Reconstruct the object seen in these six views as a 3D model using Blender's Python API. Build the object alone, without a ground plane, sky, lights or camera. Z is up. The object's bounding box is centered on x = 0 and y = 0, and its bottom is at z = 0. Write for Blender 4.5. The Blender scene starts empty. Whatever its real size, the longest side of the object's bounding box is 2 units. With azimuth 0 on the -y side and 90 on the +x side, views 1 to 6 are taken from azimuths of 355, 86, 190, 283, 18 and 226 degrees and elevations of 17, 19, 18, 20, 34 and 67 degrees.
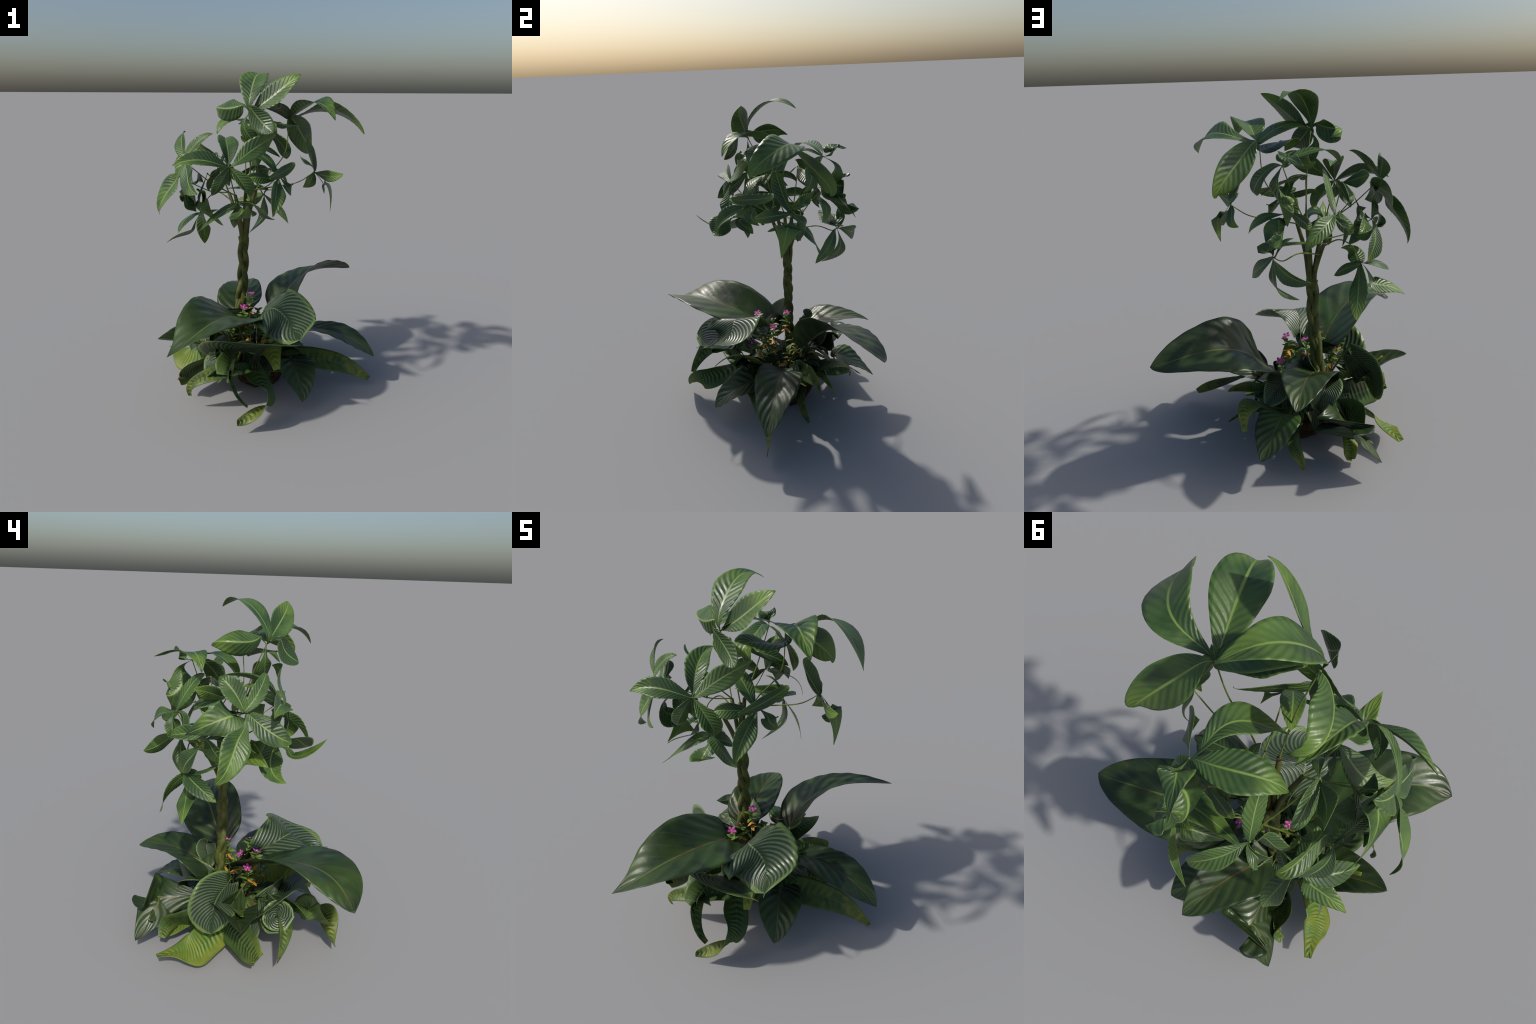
# A braided money tree standing in a low underplanting of broad dark leaves,
# round striped leaves, wavy fern straps and pink periwinkles on a root ball.
import bpy, math, random
import numpy as np
from mathutils import Vector

rng = np.random.default_rng(7)
SC = bpy.context.scene.collection

# ------------------------------------------------------------------ node helpers
class Mat:
    """Small wrapper that makes node graphs read like formulas."""
    def __init__(s, name):
        s.m = bpy.data.materials.new(name); s.m.use_nodes = True
        s.t = s.m.node_tree; s.b = s.t.nodes["Principled BSDF"]
        s.out = s.t.nodes["Material Output"]
    def n(s, kind, **props):
        nd = s.t.nodes.new(kind)
        for k, v in props.items(): setattr(nd, k, v)
        return nd
    def put(s, sock, v):
        if isinstance(v, bpy.types.NodeSocket): s.t.links.new(v, sock)
        else: sock.default_value = v
    def math(s, op, a, b=0.0, c=None, clamp=False):
        nd = s.n("ShaderNodeMath", operation=op, use_clamp=clamp)
        s.put(nd.inputs[0], a); s.put(nd.inputs[1], b)
        if c is not None: s.put(nd.inputs[2], c)
        return nd.outputs[0]
    def ramp(s, v, lo, hi, a=0.0, b=1.0):
        nd = s.n("ShaderNodeMapRange", interpolation_type="SMOOTHSTEP")
        for i, x in enumerate((v, lo, hi, a, b)): s.put(nd.inputs[i], x)
        return nd.outputs[0]
    def mix(s, f, a, b):
        nd = s.n("ShaderNodeMix", data_type="RGBA")
        s.put(nd.inputs[0], f)
        s.put(nd.inputs[6], a if isinstance(a, bpy.types.NodeSocket) else (*a, 1))
        s.put(nd.inputs[7], b if isinstance(b, bpy.types.NodeSocket) else (*b, 1))
        return nd.outputs[2]
    def noise(s, scale, detail=2.0, rough=.5, stretch=None):
        tc = s.n("ShaderNodeTexCoord"); v = tc.outputs["Object"]
        if stretch:
            mp = s.n("ShaderNodeMapping"); mp.inputs["Scale"].default_value = stretch
            s.t.links.new(v, mp.inputs[0]); v = mp.outputs[0]
        nd = s.n("ShaderNodeTexNoise"); s.t.links.new(v, nd.inputs["Vector"])
        nd.inputs["Scale"].default_value = scale; nd.inputs["Detail"].default_value = detail
        nd.inputs["Roughness"].default_value = rough
        return nd.outputs[0]
    def attr(s, name):
        return s.n("ShaderNodeAttribute", attribute_name=name).outputs["Fac"]
    def rand(s): return s.n("ShaderNodeObjectInfo").outputs["Random"]
    def finish(s, col, rough=.4, spec=.5, bump=None, strength=.3, dist=.004, sss=0.0, glow=None):
        s.put(s.b.inputs["Base Color"], col); s.put(s.b.inputs["Roughness"], rough)
        s.put(s.b.inputs["Specular IOR Level"], spec)
        if bump is not None:
            bp = s.n("ShaderNodeBump"); s.put(bp.inputs["Height"], bump)
            bp.inputs["Strength"].default_value = strength; bp.inputs["Distance"].default_value = dist
            s.t.links.new(bp.outputs[0], s.b.inputs["Normal"])
        if glow:                       # thin blade: a little light passes through
            tr = s.n("ShaderNodeBsdfTranslucent"); s.put(tr.inputs["Color"], glow[1] if isinstance(glow[1], bpy.types.NodeSocket) else (*glow[1], 1))
            mx = s.n("ShaderNodeMixShader"); mx.inputs[0].default_value = glow[0]
            s.t.links.new(s.b.outputs[0], mx.inputs[1]); s.t.links.new(tr.outputs[0], mx.inputs[2])
            s.t.links.new(mx.outputs[0], s.out.inputs["Surface"])
        return s.m

def veins(m, count, slant, wobble=.25):
    """Phase of the side veins: they leave the midrib and run forward to the rim."""
    u, v = m.attr("along"), m.attr("across")
    av = m.math("ABSOLUTE", v)
    ph = m.math("SUBTRACT", m.math("MULTIPLY", u, count), m.math("MULTIPLY", av, slant))
    ph = m.math("ADD", ph, m.math("MULTIPLY", m.noise(9, 2), wobble))
    return u, v, av, m.math("SINE", m.math("MULTIPLY", ph, 2 * math.pi))

def leaf_umbrella():
    m = Mat("glossy_leaflet_green")
    u, v, av, s = veins(m, 15, 2.2)
    nz = m.noise(7, 3)
    col = m.mix(m.ramp(nz, .35, .65), (.032, .070, .022), (.072, .136, .033))
    col = m.mix(m.math("MULTIPLY", m.ramp(s, .1, 1.0), .14), col, (.085, .145, .048))
    tip = m.math("MULTIPLY", m.ramp(u, .55, 1.02), m.ramp(m.math("ADD", nz, m.math("MULTIPLY", m.rand(), .3)), .45, .75))
    col = m.mix(m.math("MULTIPLY", tip, .8), col, (.150, .250, .035))
    rim = m.ramp(av, .86, 1.0)
    col = m.mix(m.math("MULTIPLY", rim, .55), col, (.140, .260, .055))
    col = m.mix(m.math("MULTIPLY", m.ramp(av, .075, .03), .85), col, (.230, .330, .080))
    h = m.math("ADD", m.math("MULTIPLY", s, m.ramp(av, 0, .25)), m.math("MULTIPLY", m.noise(60, 2), .9))
    return m.finish(col, m.ramp(m.noise(14, 2), .3, .7, .34, .50), .5, h, .38, .0028, glow=(.09, (.20, .34, .04)))

def leaf_broad():
    m = Mat("dark_broad_leaf_green")
    u, v, av, s = veins(m, 9, 2.2, .35)
    nz = m.noise(5, 3)
    col = m.mix(m.ramp(nz, .35, .68), (.015, .030, .011), (.036, .064, .015))
    fine = m.math("SINE", m.math("MULTIPLY", m.math("SUBTRACT", m.math("MULTIPLY", u, 9), m.math("MULTIPLY", av, 2.2)), 2 * math.pi))
    col = m.mix(m.math("MULTIPLY", m.ramp(fine, .96, 1.0), .35), col, (.075, .100, .030))
    col = m.mix(m.math("MULTIPLY", m.ramp(m.noise(3.2, 2), .56, .70), .6), col, (.050, .110, .018))
    col = m.mix(m.math("MULTIPLY", m.ramp(m.noise(11, 2), .70, .78), .5), col, (.120, .075, .028))
    col = m.mix(m.math("MULTIPLY", m.ramp(av, .035, .012), .9), col, m.mix(m.ramp(m.noise(10), .4, .6), (.120, .150, .030), (.130, .060, .028)))
    h = m.math("ADD", m.math("MULTIPLY", s, m.ramp(av, 0, .2)), m.math("MULTIPLY", m.noise(40, 2), .5))
    return m.finish(col, m.ramp(m.noise(9, 2), .3, .7, .33, .50), .45, h, .32, .005, glow=(.05, (.10, .20, .02)))

def leaf_striped():
    m = Mat("striped_round_leaf")
    u, v, av, s = veins(m, 17, 6.0, .12)
    fine = m.ramp(m.noise(120, 2, .5), .3, .7)
    band = m.math("MULTIPLY", m.ramp(s, -.35, .55), m.ramp(fine, 0, 1, .7, 1))
    col = m.mix(band, (.020, .042, .018), (.098, .132, .074))
    col = m.mix(m.math("MULTIPLY", m.ramp(av, .22, .05), m.ramp(u, 0.05, .35)), col, (.022, .048, .017))
    col = m.mix(m.math("MULTIPLY", m.ramp(m.math("ADD", av, m.math("MULTIPLY", m.ramp(u, .8, 1.0), .5)), .80, .97), .85), col, (.135, .215, .062))
    col = m.mix(m.math("MULTIPLY", m.ramp(av, .03, .012), m.ramp(u, .75, .55)), col, (.150, .170, .080))
    return m.finish(col, .36, .5, s, .4, .004, glow=(.06, (.18, .30, .06)))

def leaf_strap():
    m = Mat("wavy_fern_strap_green")
    u, v, av, s = veins(m, 26, .6, .2)
    nz = m.noise(8, 3)
    col = m.mix(m.ramp(nz, .35, .65), (.045, .088, .022), (.080, .138, .032))
    col = m.mix(m.math("MULTIPLY", m.math("MULTIPLY", m.ramp(s, .1, .9), m.ramp(av, .62, .2)), .6), col, (.028, .065, .018))
    yel = m.math("MULTIPLY", m.ramp(u, .45, .95), m.ramp(m.math("ADD", m.noise(16, 3), m.math("MULTIPLY", m.rand(), .35)), .45, .75))
    col = m.mix(yel, col, (.150, .185, .028))
    red = m.math("MULTIPLY", m.ramp(m.noise(10, 3, .6), .60, .70), m.ramp(u, .9, .6))
    col = m.mix(m.math("MULTIPLY", red, .75), col, (.140, .070, .035))
    col = m.mix(m.math("MULTIPLY", m.ramp(av, .05, .02), .6), col, (.120, .180, .045))
    h = m.math("MULTIPLY", s, m.ramp(av, .75, .15))
    return m.finish(col, .48, .4, h, .6, .005, glow=(.10, (.22, .32, .03)))

def leaf_yellowing():
    m = Mat("yellowing_fern_strap")
    u, v, av, s = veins(m, 22, .8, .25)
    col = m.mix(m.ramp(m.noise(9, 3), .35, .65), (.095, .165, .028), (.190, .225, .030))
    col = m.mix(m.math("MULTIPLY", m.ramp(s, .2, 1), m.ramp(av, .8, .2)), col, (.120, .250, .040))
    return m.finish(col, .5, .35, m.math("MULTIPLY", s, m.ramp(av, .8, .1)), .6, .005, glow=(.12, (.30, .36, .03)))

def bark():
    m = Mat("green_braided_bark")
    nz = m.noise(14, 4, .6)
    col = m.mix(m.ramp(nz, .35, .65), (.048, .060, .012), (.100, .115, .024))
    band = m.ramp(m.noise(5, 2, .5, (1, 1, 5.5)), .58, .68)
    col = m.mix(m.math("MULTIPLY", band, .75), col, (.120, .080, .040))
    col = m.mix(m.math("MULTIPLY", m.ramp(m.noise(70, 3), .62, .75), .5), col, (.150, .140, .070))
    return m.finish(col, .6, .3, m.noise(60, 4, .6), .35, .004)

def plain(name, a, b, scale=20, rough=.5, spec=.4, glow=None):
    m = Mat(name)
    return m.finish(m.mix(m.ramp(m.noise(scale, 3), .35, .65), a, b), rough, spec, m.noise(scale * 3, 2), .15, .002, glow=glow)

def soil():
    m = Mat("brown_root_ball")
    col = m.mix(m.ramp(m.noise(24, 5, .65), .3, .7), (.018, .012, .007), (.085, .055, .030))
    col = m.mix(m.ramp(m.noise(60, 3), .66, .74), col, (.160, .110, .060))
    return m.finish(col, .95, .1, m.noise(70, 5, .7), .9, .01)

MAT = dict(palm=leaf_umbrella(), big=leaf_broad(), round=leaf_striped(), fern=leaf_strap(), yellow=leaf_yellowing(), bark=bark(), soil=soil(),
    stalk=plain("green_stalk", (.090, .130, .020), (.160, .215, .035), 18, .5),
    petiole=plain("broad_leaf_stalk", (.040, .075, .018), (.090, .120, .030), 18, .5),
    twig=plain("reddish_flower_stem", (.070, .060, .025), (.110, .130, .035), 25, .6),
    petal=plain("pink_petal", (.500, .050, .300), (.640, .110, .420), 60, .55, .3, (.15, (.6, .1, .4))),
    petal_dark=plain("violet_petal", (.190, .030, .230), (.300, .050, .300), 60, .55, .3, (.15, (.3, .05, .3))),
    eye=plain("pale_flower_eye", (.70, .62, .50), (.80, .75, .62), 60, .5),
    leafy=plain("periwinkle_leaf_green", (.080, .180, .025), (.165, .260, .035), 40, .45, .5, (.1, (.2, .35, .04))),
    amber=plain("amber_old_leaf", (.480, .220, .025), (.640, .340, .045), 40, .5, .4, (.12, (.6, .3, .03))))

# ------------------------------------------------------------------ geometry helpers
def part(name, verts, faces, mat, parent, smooth=True, attrs=None):
    me = bpy.data.meshes.new(name)
    me.from_pydata([tuple(map(float, p)) for p in verts], [], faces)
    me.materials.append(mat)
    if smooth: me.polygons.foreach_set("use_smooth", [True] * len(me.polygons))
    for k, vals in (attrs or {}).items():
        a = me.attributes.new(k, "FLOAT", "POINT"); a.data.foreach_set("value", np.asarray(vals, np.float32))
    me.update()
    ob = bpy.data.objects.new(name, me); SC.objects.link(ob)
    ob.parent = parent
    return ob

def tube(points, radii, sides=8, cap=True):
    P = np.array(points, float); T = np.gradient(P, axis=0); T /= np.linalg.norm(T, axis=1)[:, None] + 1e-9
    n = np.cross(T[0], (0.3, 1, 0.2)); n /= np.linalg.norm(n); V, Fc = [], []
    for i in range(len(P)):
        n = n - T[i] * (n @ T[i]); n /= np.linalg.norm(n); b = np.cross(T[i], n)
        for k in range(sides):
            a = 2 * math.pi * k / sides
            V.append(P[i] + radii[i] * (math.cos(a) * n + math.sin(a) * b))
    for i in range(len(P) - 1):
        for k in range(sides):
            a, b2 = i * sides + k, i * sides + (k + 1) % sides
            Fc.append((a, b2, b2 + sides, a + sides))
    if cap:
        Fc.append(tuple(range(sides))[::-1]); Fc.append(tuple((len(P) - 1) * sides + k for k in range(sides)))
    return V, Fc

def join(parts):
    V, Fc = [], []
    for v, f in parts:
        o = len(V); V += list(v); Fc += [tuple(i + o for i in q) for q in f]
    return V, Fc

def bezier(C, t):
    """Bezier curve of any degree through its first and last control point."""
    C = np.array(C, float); d = len(C) - 1
    return sum(math.comb(d, i) * (t ** i * (1 - t) ** (d - i))[:, None] * C[i] for i in range(d + 1))

def through(points, n):
    """Smooth (Catmull-Rom) line through a few control points."""
    P = np.array(points, float); Q = np.vstack([2 * P[0] - P[1], P, 2 * P[-1] - P[-2]]); out = []
    for x in np.linspace(0, len(P) - 1, n):
        i = min(int(x), len(P) - 2); t = x - i; a, b, c, d = Q[i:i + 4]
        out.append(.5 * (2 * b + (c - a) * t + (2 * a - 5 * b + 4 * c - d) * t * t + (3 * b - a - 3 * c + d) * t ** 3))
    return np.array(out)

# half-width of each kind of blade along its length (1 = widest)
def w_palm(t): return np.clip(np.sin(np.pi * t ** 1.15) ** .85 * (.35 + .65 * np.clip(t * 1.7, 0, 1)), .02, 1)
def w_big(t): return np.clip(np.sin(np.pi * t ** .80) ** .80, 0.006, 1)
def w_round(t): return np.clip(np.sqrt(np.clip(1 - ((t - .47) / .5) ** 2, 0, 1)), 0.01, 1)
def w_fern(t): return np.clip(.45 + .75 * np.sin(np.pi * t ** .9) - .25 * t, .2, 1)
WIDTH = dict(palm=w_palm, big=w_big, round=w_round, fern=w_fern)

def frames(P):
    """Rotation-minimising frames along the midrib, levelled at mid-length."""
    T = np.gradient(P, axis=0); T /= np.linalg.norm(T, axis=1)[:, None] + 1e-12
    m = len(P) // 2; up = np.array([0, 0, 1.0]); n = up - T[m] * (up @ T[m])
    if np.linalg.norm(n) < .15:
        h = np.array([T[0][0], T[0][1], .3]); n = h - T[m] * (h @ T[m])
    N = np.zeros_like(P); N[m] = n / np.linalg.norm(n)
    for rg, d in ((range(m + 1, len(P)), -1), (range(m - 1, -1, -1), 1)):
        for i in rg:
            v = N[i + d] - T[i] * (N[i + d] @ T[i]); N[i] = v / np.linalg.norm(v)
    return T, N, np.cross(T, N)

SHAPE = dict(palm=dict(rows=31, cols=10, thick=.0011, quilt=.0005, count=15, slant=2.2, wave=.02),
             big=dict(rows=45, cols=16, thick=.0016, quilt=.0020, count=9, slant=2.2, wave=.02),
             round=dict(rows=37, cols=16, thick=.0014, quilt=.0009, count=17, slant=6.0, wave=.015, lobe=.30),
             fern=dict(rows=61, cols=12, thick=.0014, quilt=.0040, count=26, slant=.6, wave=.07))

def blade(kind, spine, half, roll, twist, bow, fold, name, parent, mat=None):
    """One leaf blade: midrib control points, half-width, roll about the midrib, twist along it, and V fold."""
    S = SHAPE[kind]; n = S["rows"]; t = np.linspace(0, 1, n)
    P = bezier(spine, t); T, N, B = frames(P)
    r = roll + twist * (t - .5) + bow * ((t - .5) ** 2 - .083)
    Bn = np.cos(r)[:, None] * B + np.sin(r)[:, None] * N; Nn = -np.sin(r)[:, None] * B + np.cos(r)[:, None] * N
    seed = rng.uniform(0, 6.28, 4)
    Wd = WIDTH[kind](t) * half; nc = S["cols"]; cols = np.linspace(-1, 1, nc + 1)
    V, along, across = [], [], []
    for i in range(n):
        for s in cols:
            a = abs(s); env = math.sin(math.pi * min(1, max(0, t[i]))) ** .6
            rim = 1 + S["wave"] * math.sin(t[i] * 17 + seed[0] + (2 if s > 0 else 0)) * a * env
            q = S["quilt"] * math.sin(2 * math.pi * (t[i] * S["count"] - a * S["slant"])) * env * (min(1, a * 4) if kind != "fern" else min(1, a * 5) * (1 - .75 * a))
            q += half * .06 * math.sin(t[i] * 9 + seed[1] + 1.7 * s) * a * env
            x = s * Wd[i] * rim
            p = P[i] + x * math.cos(fold) * Bn[i] + (abs(x) * math.sin(fold) + q) * Nn[i]
            if "lobe" in S: p = p - T[0] * S["lobe"] * half * a ** 1.6 * max(0, 1 - 2.6 * t[i]) ** 2
            V.append(p); along.append(t[i]); across.append(s)
    k = nc + 1
    Fc = [(i * k + j, i * k + j + 1, (i + 1) * k + j + 1, (i + 1) * k + j) for i in range(n - 1) for j in range(nc)]
    ob = part(name, V, Fc, mat or MAT[kind], parent, attrs=dict(along=along, across=across))
    md = ob.modifiers.new("thickness", "SOLIDIFY"); md.thickness = S["thick"]; md.offset = 0
    return ob

root = bpy.data.objects.new("braided_money_tree", None); SC.objects.link(root)
root["label"] = "braided money tree underplanted with broad leaves, ferns and pink flowers"
root["category"] = "plant"

# ------------------------------------------------------------------ root ball, trunk, branches
def root_ball():
    V, Fc, nu, nv = [], [], 64, 30
    import mathutils.noise as mn
    for j in range(nv + 1):
        e = j / nv; z = .215 * (1 - (1 - e) ** 1.15); rad = (.78 + .30 * min(1, e * 2)) * (1 - max(0, (e - .45) / .57) ** 2.4) ** .5
        for i in range(nu):
            a = 2 * math.pi * i / nu; d = Vector((math.cos(a) * 2.2, math.sin(a) * 2.2, z * 9))
            k = 1 + .10 * mn.noise(d) + .07 * mn.noise(d * 3.1) + .03 * mn.noise(d * 8)
            V.append((-.045 + .185 * rad * k * math.cos(a), .10 + .185 * rad * k * math.sin(a), max(0, z + .012 * mn.noise(d * 4) * (j > 2))))
    for j in range(nv):
        for i in range(nu):
            a, b = j * nu + i, j * nu + (i + 1) % nu; Fc.append((a, b, b + nu, a + nu))
    Fc.append(tuple(range(nu))[::-1]); Fc.append(tuple(nv * nu + i for i in range(nu)))
    part("root_ball", V, Fc, MAT["soil"], root)
root_ball()

TOPS = dict(left=(-.231, .267, 1.249), right=(-.065, .130, 1.292), front=(-.200, .040, 1.270), back=(-.125, .190, 1.300), middle=(-.105, .070, 1.330))
def trunk():
    axis = through([(-.190, .155, .26), (-.178, .152, .42), (-.155, .147, .62), (-.147, .148, .80), (-.146, .147, .98)], 70)
    strands = []
    for k in range(3):
        pts = []
        for i, c in enumerate(axis):
            th = 2 * math.pi * (i / 69 * 1.65 + k / 3)
            pts.append(c + np.array([.0205 * math.sin(th), .0135 * math.sin(2 * th), 0]))
        strands.append(tube(pts, np.linspace(.0200, .0168, 70) * (1 + .02 * np.sin(np.linspace(0, 30, 70) + k)), 14))
    pts = [c + np.array([-.004 + .016 * math.sin(i / 69 * 13), -.006 + .014 * math.cos(i / 69 * 13), 0]) for i, c in enumerate(axis)]
    strands.append(tube(pts, np.linspace(.016, .0135, 70), 12))
    V, Fc = join(strands)
    tr = part("trunk", V, Fc, MAT["bark"], root)
    for key, top in TOPS.items():
        d = np.array(top); s = np.array([-.146, .147, .94]); side = (d - s) * (1, 1, 0)
        side = side / (np.linalg.norm(side) + 1e-6)
        line = through([s + side * .014, s + side * .024 + (0, 0, .08), s * .5 + d * .5 + (0, 0, .03), d], 26)
        V, Fc = tube(line, np.linspace(.0160, .0105, 26), 12)
        part("branch", V, Fc, MAT["bark"], tr)
trunk()

# ------------------------------------------------------------------ palmate leaves of the tree
def palm_leaf(hub, start, via=(), sag=.02):
    """A thin stalk from a branch top to the hub; the leaflets are hung on it."""
    a, b = np.array(TOPS[start] if isinstance(start, str) else start, float), np.array(hub, float)
    mid = list(via) or [a * .5 + b * .5 + np.array([0, 0, -sag])]
    line = through([a, *mid, b], 30)
    V, Fc = join([tube(line, np.linspace(.0042, .0026, 30), 7),
                  tube([b - (0, 0, .005), b, b + (0, 0, .005)], [.003, .0058, .003], 8)])
    return part("palmate_leaf", V, Fc, MAT["stalk"], root)
def leaflet(parent, hub, spine, half, roll, twist, bow, fold):
    return blade("palm", (hub, *spine), half, roll, twist, bow, fold, "leaflet", parent)

hub = (-.122, -.073, 1.763)
lf = palm_leaf(hub, 'middle', [(-.108,.05,1.43),(-.11,.0,1.60)])
leaflet(lf, hub, ((-.139, -.116, 1.838), (-.091, -.028, 1.882), (-.093, .047, 2.066), (.005, .205, 1.935)), 0.086, -0.02, -0.24, -0.18, 0.16)
leaflet(lf, hub, ((-.077, -.097, 1.801), (-.031, -.069, 1.802), (.083, -.159, 1.930), (.159, -.121, 1.969)), 0.074, -1.05, 0.16, -0.50, 0.22)
leaflet(lf, hub, ((-.149, -.235, 1.867), (-.088, -.063, 1.707), (-.017, -.229, 1.687), (-.001, -.227, 1.660)), 0.062, 1.41, 1.44, -0.80, -0.05)
leaflet(lf, hub, ((-.175, .005, 1.895), (-.138, -.167, 1.678), (-.439, .132, 1.856), (-.249, .184, 1.757)), 0.086, 1.14, 0.21, -2.16, -0.70)
leaflet(lf, hub, ((-.184, -.085, 1.687), (-.150, -.070, 1.661), (-.087, -.066, 1.603), (-.106, -.065, 1.600)), 0.052, 0.69, -0.15, -0.48, 0.17)

hub = (.131, .122, 1.730)
lf = palm_leaf(hub, 'right', [(-.010,.105,1.37),(.110,.105,1.52)])
leaflet(lf, hub, ((.239, .080, 1.715), (.350, .304, 1.874), (.492, -.078, 1.747), (.539, -.109, 1.645)), 0.099, 0.53, 0.46, 1.89, 0.14)
leaflet(lf, hub, ((.156, .085, 1.718), (.208, -.035, 1.822), (.259, -.156, 1.890), (.337, -.239, 1.729)), 0.100, -0.15, 0.35, -0.78, 0.28)
leaflet(lf, hub, ((.170, .163, 1.681), (.028, -.003, 1.882), (-.116, -.095, 1.780)), 0.073, -0.28, 0.19, -2.08, -0.02)
leaflet(lf, hub, ((.170, .183, 1.752), (.138, .117, 1.714), (.333, .417, 1.521), (.317, .342, 1.478)), 0.082, 1.00, 1.18, 3.08, 0.15)
leaflet(lf, hub, ((.181, .123, 1.635), (.128, -.071, 1.664), (-.090, -.062, 1.802), (.032, -.119, 1.653)), 0.100, -0.09, 0.86, -1.11, -0.00)

hub = (-.495, -.070, 1.490)
lf = palm_leaf(hub, 'front')
leaflet(lf, hub, ((-.511, -.054, 1.486), (-.497, -.040, 1.588), (-.539, .026, 1.631), (-.489, .062, 1.650)), 0.059, 1.12, -0.12, 0.38, 0.25)
leaflet(lf, hub, ((-.531, -.036, 1.485), (-.481, -.127, 1.519), (-.397, -.137, 1.659), (-.331, -.123, 1.650)), 0.041, -0.93, -0.38, -0.10, 0.16)
leaflet(lf, hub, ((-.492, .063, 1.442), (-.373, -.075, 1.471), (-.613, -.014, 1.499), (-.558, .212, 1.367)), 0.100, 0.59, 1.79, -0.34, 0.00)
leaflet(lf, hub, ((-.600, -.106, 1.341), (-.453, .013, 1.443), (-.690, -.101, 1.269), (-.661, .039, 1.163)), 0.079, 0.93, -0.22, 0.65, 0.24)
leaflet(lf, hub, ((-.502, -.068, 1.492), (-.458, -.128, 1.417), (-.503, -.245, 1.363), (-.422, -.286, 1.339)), 0.067, -0.99, -0.59, 0.47, 0.13)

hub = (-.245, -.188, 1.469)
lf = palm_leaf(hub, 'front')
leaflet(lf, hub, ((-.265, -.183, 1.468), (-.366, -.240, 1.530), (-.443, -.205, 1.535), (-.557, -.219, 1.486)), 0.063, 0.74, 0.25, -0.69, 0.44)
leaflet(lf, hub, ((-.253, -.134, 1.513), (-.228, -.179, 1.550), (-.277, -.039, 1.650), (-.245, .138, 1.602)), 0.067, -0.07, -0.02, 1.33, 0.46)
leaflet(lf, hub, ((-.182, -.250, 1.511), (-.188, -.083, 1.514), (-.006, -.196, 1.641), (.029, -.075, 1.635)), 0.059, -1.28, -1.63, -1.44, 0.03)
leaflet(lf, hub, ((-.242, -.235, 1.491), (-.318, -.281, 1.340), (-.342, -.186, 1.312)), 0.042, -1.24, -0.46, 0.10, 0.35)
leaflet(lf, hub, ((-.244, -.216, 1.421), (-.260, -.174, 1.402), (-.242, -.194, 1.367)), 0.022, 0.03, -0.09, -0.08, 0.21)
leaflet(lf, hub, ((-.224, -.196, 1.470), (-.102, -.228, 1.300), (-.151, -.205, 1.292)), 0.061, -0.69, 1.67, 1.12, 0.58)

hub = (.049, -.102, 1.410)
lf = palm_leaf(hub, 'right')
leaflet(lf, hub, ((.023, -.112, 1.417), (.014, -.118, 1.533), (-.089, .006, 1.543), (-.128, .043, 1.537)), 0.047, 0.12, 0.36, -0.05, -0.01)
leaflet(lf, hub, ((-.116, -.331, 1.425), (.053, -.136, 1.390), (.165, .080, 1.456), (.162, .044, 1.467)), 0.033, 1.62, 1.47, 1.02, 0.01)
leaflet(lf, hub, ((.114, -.055, 1.324), (.082, -.085, 1.351), (.097, -.123, 1.345), (.130, -.047, 1.280)), 0.051, 0.12, 0.23, -0.41, 0.38)
leaflet(lf, hub, ((.030, -.117, 1.348), (.030, -.207, 1.351), (.008, -.268, 1.308), (-.008, -.313, 1.211)), 0.061, 0.65, 0.20, -0.70, 0.50)
leaflet(lf, hub, ((.011, -.124, 1.374), (-.067, -.148, 1.416), (-.125, -.205, 1.436), (-.156, -.183, 1.392)), 0.047, 0.72, -0.73, -0.48, -0.19)

hub = (.300, .138, 1.397)
lf = palm_leaf(hub, 'right', [(.06,.125,1.31),(.20,.13,1.335)])
leaflet(lf, hub, ((.307, .225, 1.455), (.230, .176, 1.425), (.229, .268, 1.486)), 0.037, -0.62, 0.01, 0.02, 0.17)
leaflet(lf, hub, ((.309, .138, 1.369), (.277, .065, 1.482), (.179, .065, 1.615), (.257, .048, 1.620)), 0.053, 1.06, -0.56, -1.12, 0.64)
leaflet(lf, hub, ((.326, .127, 1.381), (.311, -.005, 1.398), (.400, -.063, 1.381), (.433, -.086, 1.416)), 0.037, 1.36, 0.83, 0.54, -0.07)
leaflet(lf, hub, ((.448, .082, 1.247), (.263, .112, 1.298), (.438, .109, 1.457), (.393, .052, 1.160)), 0.084, -0.02, 0.53, -0.05, -0.03)
leaflet(lf, hub, ((.294, .116, 1.394), (.285, .170, 1.328), (.303, .229, 1.315), (.243, .206, 1.289)), 0.039, -0.68, -0.72, 0.49, 0.20)

hub = (-.366, -.019, 1.414)
lf = palm_leaf(hub, 'front')
leaflet(lf, hub, ((-.468, -.059, 1.141), (-.405, -.099, 1.269), (-.294, .078, 1.317), (-.421, -.173, 1.196)), 0.128, 0.79, 2.18, 0.45, -0.27)

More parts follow.
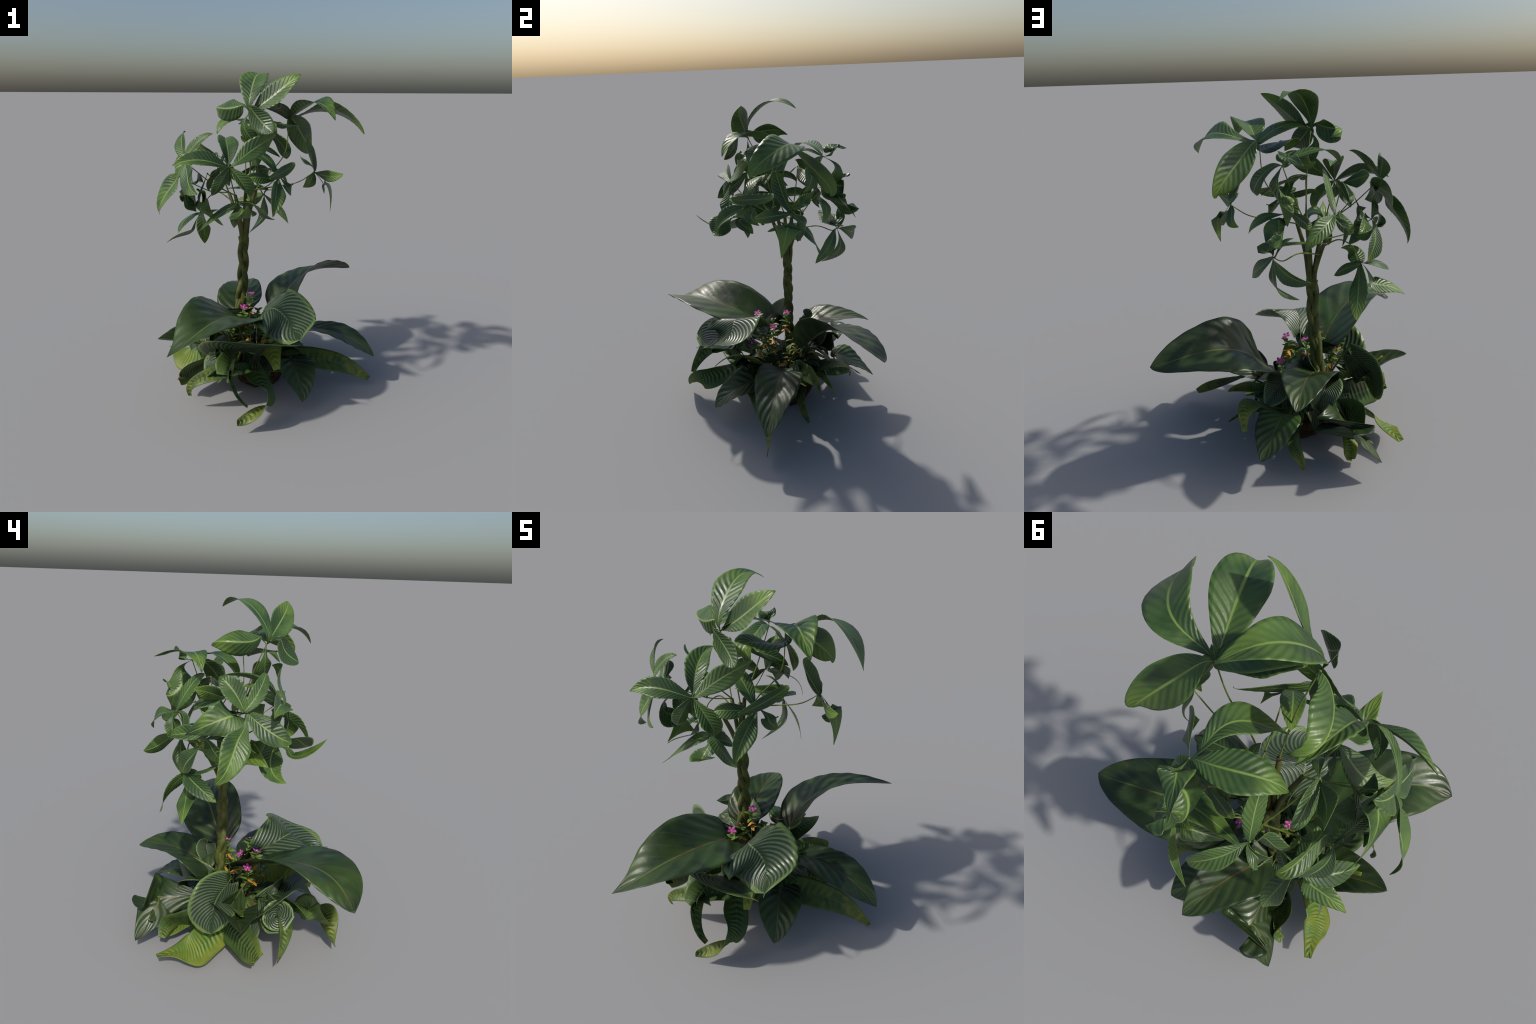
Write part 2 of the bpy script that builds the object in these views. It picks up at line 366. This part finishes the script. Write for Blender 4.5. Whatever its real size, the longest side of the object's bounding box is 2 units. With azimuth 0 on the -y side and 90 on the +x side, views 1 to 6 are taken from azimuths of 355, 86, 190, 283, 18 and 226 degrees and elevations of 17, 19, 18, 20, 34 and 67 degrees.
hub = (-.463, .152, 1.328)
lf = palm_leaf(hub, 'left')
leaflet(lf, hub, ((-.512, .185, 1.233), (-.470, .262, 1.202), (-.447, .271, 1.123)), 0.062, 1.10, 0.94, -0.20, 0.21)
leaflet(lf, hub, ((-.377, .066, 1.353), (-.467, .351, 1.334), (-.396, .357, 1.301)), 0.048, 1.05, -1.22, -0.67, 0.53)
leaflet(lf, hub, ((-.499, .125, 1.345), (-.469, .099, 1.282), (-.472, .088, 1.208), (-.376, .049, 1.202)), 0.058, 0.69, 1.07, 0.15, -0.17)
leaflet(lf, hub, ((-.503, -.100, 1.377), (-.570, -.008, 1.268), (-.429, .035, 1.188), (-.513, .026, 1.283)), 0.084, -0.63, 0.09, 0.98, -0.17)
leaflet(lf, hub, ((-.464, .088, 1.327), (-.483, .070, 1.398), (-.477, -.003, 1.401)), 0.032, -1.04, -0.05, 0.13, 0.19)

hub = (.018, .445, 1.200)
lf = palm_leaf(hub, (-.20,.225,1.15), [(-.10,.34,1.19),(-.03,.42,1.175)])
leaflet(lf, hub, ((.017, .407, 1.199), (.089, .433, 1.127), (.146, .333, 1.091), (.164, .283, 1.031)), 0.044, 1.10, 0.05, -0.07, 0.07)
leaflet(lf, hub, ((.010, .474, 1.126), (.034, .476, 1.058), (.018, .460, 1.021), (-.101, .368, .945)), 0.055, -0.18, -0.87, 0.08, -0.04)
leaflet(lf, hub, ((-.013, .471, 1.200), (-.016, .483, 1.301), (-.096, .476, 1.309)), 0.031, -0.55, 0.22, 0.18, 0.15)
leaflet(lf, hub, ((.016, .405, 1.270), (.106, .465, 1.189), (.061, .389, 1.266), (-.253, .381, 1.255)), 0.076, -0.02, 0.57, -0.11, 0.22)
leaflet(lf, hub, ((.006, .496, 1.206), (-.031, .538, 1.153), (-.104, .572, 1.119), (-.190, .609, 1.134)), 0.051, 1.34, 0.35, -1.51, -0.44)

hub = (-.411, .258, 1.122)
lf = palm_leaf(hub, (-.215,.24,1.20), [(-.30,.28,1.25),(-.37,.275,1.21)])
leaflet(lf, hub, ((-.386, .205, 1.126), (-.431, .379, 1.091), (-.387, .403, .920), (-.399, .428, .865)), 0.051, -0.44, 2.02, 1.14, -0.11)
leaflet(lf, hub, ((-.516, .231, 1.016), (-.412, .267, .962), (-.540, .222, 1.032), (-.645, .207, .931)), 0.057, -0.44, -0.20, 1.19, -0.05)
leaflet(lf, hub, ((-.428, .270, 1.116), (-.508, .225, 1.132), (-.544, .130, 1.076), (-.557, .055, 1.034)), 0.054, -0.29, -0.72, -0.77, -0.22)
leaflet(lf, hub, ((-.414, .320, 1.116), (-.353, .287, 1.127), (-.296, .239, 1.052), (-.272, .234, 1.037)), 0.032, 1.04, -0.56, 0.23, -0.04)
leaflet(lf, hub, ((-.389, .295, 1.115), (-.394, .187, 1.103), (-.402, .093, 1.179), (-.303, .140, 1.162)), 0.050, 0.24, -0.33, 0.74, -0.33)

hub = (-.050, .344, 1.412)
lf = palm_leaf(hub, 'back')
leaflet(lf, hub, ((.003, .342, 1.366), (.053, .334, 1.431), (.150, .402, 1.357), (.162, .324, 1.285)), 0.040, 0.34, 0.28, -0.04, -0.07)
leaflet(lf, hub, ((-.005, .519, 1.326), (-.024, .559, 1.291), (-.017, .442, 1.433), (.019, .562, 1.263)), 0.088, 1.29, 1.10, -1.17, 0.21)
leaflet(lf, hub, ((-.064, .350, 1.404), (-.169, .347, 1.340), (-.156, .348, 1.313)), 0.032, -0.88, 0.09, 0.14, 0.02)

hub = (-.285, .367, 1.407)
lf = palm_leaf(hub, 'left')
leaflet(lf, hub, ((-.287, .375, 1.397), (-.266, .337, 1.480), (-.230, .279, 1.610), (-.219, .223, 1.601)), 0.041, -0.59, -0.46, 0.52, -0.07)
leaflet(lf, hub, ((-.263, .413, 1.391), (-.297, .447, 1.406), (-.183, .556, 1.344), (-.161, .553, 1.266)), 0.047, 0.69, 0.44, -1.22, 0.23)
leaflet(lf, hub, ((-.275, .391, 1.378), (-.344, .374, 1.338), (-.330, .356, 1.333), (-.323, .398, 1.251)), 0.044, -0.45, 1.31, 1.61, 0.70)
leaflet(lf, hub, ((-.349, .328, 1.419), (-.206, .281, 1.394), (-.444, .361, 1.285), (-.352, .200, 1.265)), 0.043, -1.12, -0.60, -1.63, -0.32)

hub = (-.190, -.137, 1.246)
lf = palm_leaf(hub, 'front')
leaflet(lf, hub, ((-.179, -.184, 1.262), (-.286, -.138, 1.238), (-.359, -.128, 1.125), (-.419, -.267, 1.125)), 0.066, 0.20, -0.93, -0.25, 0.10)
leaflet(lf, hub, ((-.136, -.322, 1.227), (-.253, -.151, 1.174), (-.164, -.316, 1.150), (-.158, -.428, 1.298)), 0.064, -0.02, -0.06, -0.40, 0.11)
leaflet(lf, hub, ((-.113, -.294, 1.330), (-.069, -.266, 1.205), (.003, -.321, 1.200)), 0.074, 0.48, 0.44, -1.32, -0.09)
leaflet(lf, hub, ((-.231, -.131, 1.176), (-.214, -.094, 1.146), (-.216, -.105, 1.102)), 0.034, -0.71, -0.23, 0.04, 0.21)
leaflet(lf, hub, ((-.160, -.195, 1.255), (-.110, -.118, 1.214), (-.106, -.072, 1.162)), 0.050, -0.46, 0.04, 0.26, 0.34)

hub = (-.305, .081, 1.511)
lf = palm_leaf(hub, 'left')
leaflet(lf, hub, ((-.308, .067, 1.518), (-.307, .135, 1.499), (-.388, .241, 1.478), (-.346, .247, 1.431)), 0.036, 0.63, -0.07, -0.43, 0.17)
leaflet(lf, hub, ((-.349, .115, 1.517), (-.401, .128, 1.549), (-.447, .209, 1.570)), 0.053, -1.04, -0.08, -0.85, -0.13)
leaflet(lf, hub, ((-.268, .057, 1.485), (-.247, .011, 1.470), (-.227, .015, 1.432)), 0.025, 0.28, 0.09, 0.04, 0.25)

hub = (-.126, .227, 1.573)
lf = palm_leaf(hub, 'back')
leaflet(lf, hub, ((-.037, .283, 1.541), (-.033, .322, 1.517), (-.041, .319, 1.417)), 0.044, -0.28, 0.34, 0.23, 0.14)
leaflet(lf, hub, ((-.071, .219, 1.553), (.025, .270, 1.534), (.101, .268, 1.474)), 0.046, -0.46, -0.01, -0.23, 0.13)
leaflet(lf, hub, ((-.137, .207, 1.572), (-.093, .198, 1.542), (-.093, .141, 1.532)), 0.021, -0.59, -0.17, -0.07, 0.29)

hub = (-.030, .368, 1.643)
lf = palm_leaf(hub, 'back')
leaflet(lf, hub, ((-.079, .307, 1.673), (.060, .188, 1.780), (-.117, .081, 1.522), (-.163, .086, 1.624)), 0.066, 0.36, -0.08, 3.95, 0.24)
leaflet(lf, hub, ((-.072, .349, 1.688), (-.133, .357, 1.699), (-.262, .253, 1.767), (-.304, .217, 1.626)), 0.071, 0.04, 0.00, 1.73, 0.07)
leaflet(lf, hub, ((.017, .600, 1.525), (-.006, .203, 1.568), (-.210, .586, 1.341), (-.030, .495, 1.493)), 0.117, 0.77, 0.20, 2.26, -0.37)
leaflet(lf, hub, ((.035, .322, 1.652), (.093, .269, 1.590), (.164, .278, 1.494), (.139, .220, 1.470)), 0.061, 1.13, 0.63, 1.14, 0.01)
leaflet(lf, hub, ((-.056, .502, 1.649), (-.062, .407, 1.694), (-.023, .386, 1.709), (-.155, .541, 1.668)), 0.058, -1.54, -3.06, 0.13, -0.17)

def ground_leaf(kind, spine, half, roll, twist, bow, fold, name, mat=None):
    """A blade rising from the root ball; broad and striped blades stand on a stalk of their own."""
    ob = blade(kind, spine, half, roll, twist, bow, fold, name, root, mat); base, c1 = spine[0], spine[1]
    if kind != "fern":
        b = np.array(base); d = b - np.array(c1); d /= np.linalg.norm(d)
        foot = np.array([-.085, .07, .22]) + (b - (-.085, .07, .22)) * (.35, .35, 0)
        line = through([b + (b * 0 + np.array(c1) - b) * .25 - (0, 0, .002), b + d * .03, (b + foot) / 2 + d * .03, foot], 16)
        V, Fc = tube(line, np.linspace(.0045, .007, 16) * (1 if kind == "big" else .62), 8)
        part("leaf_stalk", V, Fc, MAT["petiole"], ob)
    return ob

# ------------------------------------------------------------------ broad dark leaves
ground_leaf('big', ((.110, .189, .429), (.132, .302, .503), (.219, .325, .791), (.555, .534, .612), (.675, .570, .616)), 0.204, 0.31, 0.52, -0.71, 0.25, 'broad_leaf')
ground_leaf('big', ((-.194, -.066, .504), (-.110, .199, .351), (-.302, -.514, .842), (-.439, -.577, .601), (-.593, -.669, .555)), 0.222, 0.05, -0.66, -0.84, 0.25, 'broad_leaf')
ground_leaf('big', ((-.360, -.040, .450), (-.386, .137, .099), (-.365, .005, .346), (-.578, -.094, .362), (-.696, -.122, .405)), 0.168, 0.29, -0.48, -0.26, 0.51, 'broad_leaf')
ground_leaf('big', ((.120, -.120, .231), (.141, -.044, .243), (.137, -.217, .242), (.190, -.324, .168), (.176, -.391, .086)), 0.136, 0.18, -0.23, 0.51, 0.28, 'broad_leaf')
ground_leaf('big', ((-.151, .256, .424), (-.251, .092, .389), (-.094, .368, .573), (-.143, .569, .535), (-.117, .696, .484)), 0.158, 0.14, -0.43, 1.21, 0.23, 'broad_leaf')
ground_leaf('big', ((-.255, .235, .285), (-.456, .732, .270), (-.208, .333, .302), (-.416, .474, .293), (-.544, .539, .106)), 0.168, 0.39, -1.53, 1.58, -0.12, 'broad_leaf')
ground_leaf('big', ((.205, .072, .295), (.141, .095, .373), (.467, -.033, .442), (.600, -.038, .304), (.696, -.092, .217)), 0.140, 0.02, -0.50, -0.28, 0.16, 'broad_leaf')
ground_leaf('big', ((-.002, .428, .278), (-.026, .434, .312), (.012, .498, .314), (.040, .613, .217), (.074, .683, .166)), 0.123, 0.11, 0.01, 0.59, 0.18, 'broad_leaf')

# ------------------------------------------------------------------ round striped leaves
ground_leaf('round', ((-.042, -.080, .533), (.002, -.374, .761), (.114, -.083, .508), (.150, -.453, .509)), 0.212, -0.67, -0.72, -2.93, 0.02, 'striped_leaf')
ground_leaf('round', ((-.361, .042, .466), (-.427, .089, .407), (-.492, .102, .414), (-.505, .096, .196)), 0.160, 1.04, -0.58, 0.06, -0.02, 'striped_leaf')
ground_leaf('round', ((-.210, .200, .400), (-.256, .320, .412), (-.210, .372, .434), (-.190, .338, .255)), 0.099, 0.65, 0.17, 0.04, 0.59, 'striped_leaf')
ground_leaf('round', ((-.138, .215, .394), (-.121, .249, .508), (-.112, .273, .583), (-.117, .248, .558)), 0.064, 0.35, 0.68, -0.08, -0.04, 'striped_leaf')
ground_leaf('round', ((-.240, -.154, .309), (-.381, -.266, .260), (-.304, -.257, .232), (-.303, -.189, .351), (-.363, -.254, .186)), 0.107, 0.58, 0.10, 0.91, 0.54, 'striped_leaf')
ground_leaf('round', ((-.220, -.160, .310), (-.208, -.160, .307), (-.434, -.232, .377), (.133, -.479, .504)), 0.192, 0.14, 0.39, -1.30, 0.09, 'striped_leaf')
ground_leaf('round', ((.000, .240, .360), (.063, .252, .388), (.001, .295, .399), (.108, .398, .292)), 0.085, 0.42, -0.30, -0.26, 0.18, 'striped_leaf')

# ------------------------------------------------------------------ wavy fern straps
ground_leaf('fern', ((-.200, -.020, .200), (.087, -.225, .202), (-.147, -.261, .259), (-.561, -.338, .297), (-.499, -.279, .094)), 0.054, 0.41, 1.53, 1.15, 0.27, 'fern_frond')
ground_leaf('fern', ((-.220, .170, .200), (-.499, .227, .183), (-.315, .413, .221), (-.495, .397, .121)), 0.100, -1.46, 0.45, -5.67, 0.02, 'fern_frond')
ground_leaf('fern', ((-.220, .020, .200), (-.278, .178, .146), (-.456, -.049, .209), (-.664, -.257, .157), (-.541, -.169, .152)), 0.096, -1.04, -0.88, 0.82, -0.21, 'fern_frond')
ground_leaf('fern', ((-.060, .200, .200), (-.045, .314, .127), (.276, .363, .499), (.182, .561, .252)), 0.070, -0.30, 1.47, -0.02, -0.06, 'fern_frond')
ground_leaf('fern', ((-.200, .200, .200), (-.424, .289, .149), (-.355, .500, .022), (-.375, .448, .052)), 0.048, 0.43, -0.29, -0.13, 0.28, 'fern_frond', MAT["yellow"])
ground_leaf('fern', ((-.020, .100, .220), (.128, .302, .112), (.157, .100, .185), (.373, .197, .047)), 0.055, -0.97, 0.47, 0.13, 0.15, 'fern_frond')
ground_leaf('fern', ((-.020, .140, .220), (.095, .178, .308), (.338, .242, .326), (.344, .265, .300)), 0.053, -1.06, 0.12, 0.29, 0.13, 'fern_frond')
ground_leaf('fern', ((-.220, .100, .200), (-.380, .033, .104), (-.673, .267, .111), (-.490, .145, .134), (-.652, .360, .121)), 0.094, 0.63, -0.96, -1.72, 0.09, 'fern_frond', MAT["yellow"])
ground_leaf('fern', ((-.020, .020, .200), (-.020, -.281, .147), (.133, -.034, .319), (.490, -.021, .182), (.668, -.096, .059)), 0.090, -0.52, -1.56, -1.85, 0.12, 'fern_frond')
ground_leaf('fern', ((-.100, -.100, .250), (-.208, -.168, .308), (-.001, -.308, .107), (-.015, -.483, .159), (-.021, -.547, .265), (.039, -.495, .126), (-.211, -.532, .057), (-.228, -.571, .079)), 0.070, 1.25, 4.69, 1.63, -0.07, 'fern_frond')
ground_leaf('fern', ((-.050, -.080, .250), (.012, .046, .079), (.011, -.015, .270), (-.015, -.171, .481), (.021, -.377, .301)), 0.105, -0.59, 0.39, 0.38, -0.10, 'fern_frond', MAT["yellow"])
ground_leaf('fern', ((-.200, -.100, .250), (-.278, -.307, .446), (-.282, -.521, .245), (-.250, -.440, .302), (-.246, -.247, .421), (-.335, -.501, .259), (-.166, -.540, .159)), 0.080, 1.45, -3.16, 2.22, -0.19, 'fern_frond')
ground_leaf('fern', ((-.120, .200, .200), (.006, .442, .083), (-.115, .586, .212), (-.129, .569, .046)), 0.045, -0.63, -0.36, 0.07, 0.23, 'fern_frond')
ground_leaf('fern', ((-.250, .000, .250), (-.107, .096, .273), (-.141, .032, .223), (-.325, .008, .253), (-.552, -.091, .394)), 0.048, -0.03, 0.11, -0.18, 0.40, 'fern_frond', MAT["yellow"])

# low inner leaves that close the gaps round the root ball
for k in range(26):
    a = 2 * math.pi * (k * .382 + .05); ca, sa = math.cos(a), math.sin(a)
    kind = ("fern", "round", "fern", "big")[k % 4]; L = rng.uniform(.16, .27); lift = rng.uniform(.04, .16)
    b = np.array([-.06 + .10 * ca, .09 + .10 * sa, .19])
    e = b + np.array([ca * L, sa * L, 0]); e[2] = rng.uniform(.05, .26)
    pts = (tuple(b), tuple(b + (ca * L * .35, sa * L * .35, lift)), tuple(b + (ca * L * .75, sa * L * .75, lift * .9)), tuple(e))
    ground_leaf(kind, pts, rng.uniform(.030, .042) if kind == "fern" else rng.uniform(.055, .075), rng.uniform(-.4, .4), rng.uniform(-.5, .5), 0.0, .2, dict(fern="fern_frond", round="striped_leaf", big="broad_leaf")[kind])


# ------------------------------------------------------------------ periwinkles
def little_leaf(size, width, bend):
    t = np.linspace(0, 1, 9); V, Fc, al, ac = [], [], [], []
    for i in range(9):
        w = width * math.sin(math.pi * min(.97, t[i] ** .8 + .02)) ** .7
        for s in (-1, -.5, 0, .5, 1):
            V.append((t[i] * size, s * w, bend * size * math.sin(t[i] * 2.2) + abs(s) * w * .25)); al.append(t[i]); ac.append(s)
    for i in range(8):
        for j in range(4): Fc.append((i * 5 + j, i * 5 + j + 1, i * 5 + j + 6, i * 5 + j + 5))
    return V, Fc
def petal():
    V, Fc = [], []
    for i in range(8):
        t = i / 7; w = .0115 * (math.sin(math.pi * min(.96, t ** 1.25 + .05)) ** .6) * (.35 + .75 * t)
        for s in (-1, -.5, 0, .5, 1): V.append((.003 + .0235 * t, s * w, .004 * t * t - .002 * abs(s) * t))
    for i in range(7):
        for j in range(4): Fc.append((i * 5 + j, i * 5 + j + 1, i * 5 + j + 6, i * 5 + j + 5))
    return V, Fc
def mesh_of(name, vf, mat):
    me = bpy.data.meshes.new(name); me.from_pydata([tuple(map(float, p)) for p in vf[0]], [], vf[1]); me.materials.append(mat)
    me.polygons.foreach_set("use_smooth", [True] * len(me.polygons)); return me
LITTLE = [mesh_of("periwinkle_leaf", little_leaf(.046, .0125, .18), MAT["leafy"]), mesh_of("periwinkle_leaf", little_leaf(.036, .011, .05), MAT["leafy"])]
AMBER = [mesh_of("withered_leaf", little_leaf(.040, .0095, -.15), MAT["amber"])]
def flower_mesh(mat):
    parts = []
    for k in range(5):
        a = 2 * math.pi * k / 5; c, s = math.cos(a), math.sin(a); v, f = petal()
        parts.append(([(x * c - y * s, x * s + y * c, z) for x, y, z in v], f))
    V, Fc = join(parts); me = mesh_of("flower", (V, Fc), mat)
    me.materials.append(MAT["eye"]); e0 = len(V)
    return me
FLOWER = {False: flower_mesh(MAT["petal"]), True: flower_mesh(MAT["petal_dark"])}
EYE = mesh_of("flower_eye", tube([(0, 0, 0), (0, 0, .002), (0, 0, .003)], [.0035, .003, .001], 8), MAT["eye"])
def place(me, name, parent, loc, rot, scale=1, thick=.0008):
    ob = bpy.data.objects.new(name, me); SC.objects.link(ob); ob.parent = parent
    ob.location, ob.rotation_euler, ob.scale = loc, rot, (scale,) * 3
    if thick:
        md = ob.modifiers.new("thickness", "SOLIDIFY"); md.thickness = thick; md.offset = 0
    return ob
def periwinkle(top, foot, face, dark=False, pairs=5, bloom=True):
    """A wiry stem with crossed pairs of leaves, the lowest ones withered, and one five-petalled bloom."""
    top = np.array(top, float); ft = np.array(foot, float)
    line = through([ft, ft * .5 + top * .5 + (rng.uniform(-.015, .015), rng.uniform(-.015, .015), 0), top], 16)
    V, Fc = tube(line, np.linspace(.0022, .0012, 16), 6)
    st = part("periwinkle_stem", V, Fc, MAT["twig"], root)
    L = float(np.linalg.norm(top - ft))
    for k in range(pairs):
        f = 1 - (.022 + .026 * k) / L
        if f < .1: break
        i = f * 15; p = line[int(i)] * (1 - i % 1) + line[min(15, int(i) + 1)] * (i % 1)
        for h in range(3 if k in (1, 2, 3) else 2):
            old = k >= pairs - 2 and rng.random() < .75
            me = AMBER[0] if old else LITTLE[0 if k in (1, 2, 3) else 1]
            place(me, "withered_leaf" if old else "periwinkle_leaf", st, p, (rng.uniform(-.3, .3), rng.uniform(-.35, .35) - .15 + (.35 if old else 0), 2.1 * h + 1.35 * k + rng.uniform(-.3, .3)), rng.uniform(.8, 1.15))
    if bloom:
        fl = place(FLOWER[dark], "flower", st, top, face, 1.0, .0007)
        place(EYE, "flower_eye", st, top + np.array([0, 0, .001]), face, 1.0, 0)

ball = (-.08, .06, .24)
for top, foot, face, dark in [((-.145, .035, .541), (-.13, .05, .25), (-.75, -.45, .2), False), ((-.098, .131, .600), (-.10, .10, .25), (.1, .15, .4), False),
    ((-.157, -.068, .580), (-.13, .0, .25), (.35, .25, .1), False), ((.032, .020, .562), (-.01, .04, .25), (-.2, .45, .3), False),
    ((.040, .200, .490), (.02, .13, .24), (-.5, .35, .5), False), ((.007, -.124, .444), (-.03, -.03, .24), (.3, .35, 0), True), ((-.304, -.051, .548), (-.24, -.01, .26), (.25, -.5, .3), False)]:
    periwinkle(top, foot, face, dark)
for top, foot in [((-.02, .0, .47), (-.03, .03, .24)), ((-.25, -.04, .46), (-.21, .02, .25)), ((-.05, .17, .48), (-.06, .13, .25)), ((.05, .12, .42), (.0, .1, .24)), ((-.12, -.06, .45), (-.11, .0, .25))]:
    periwinkle(top, foot, (0, 0, 0), bloom=False)
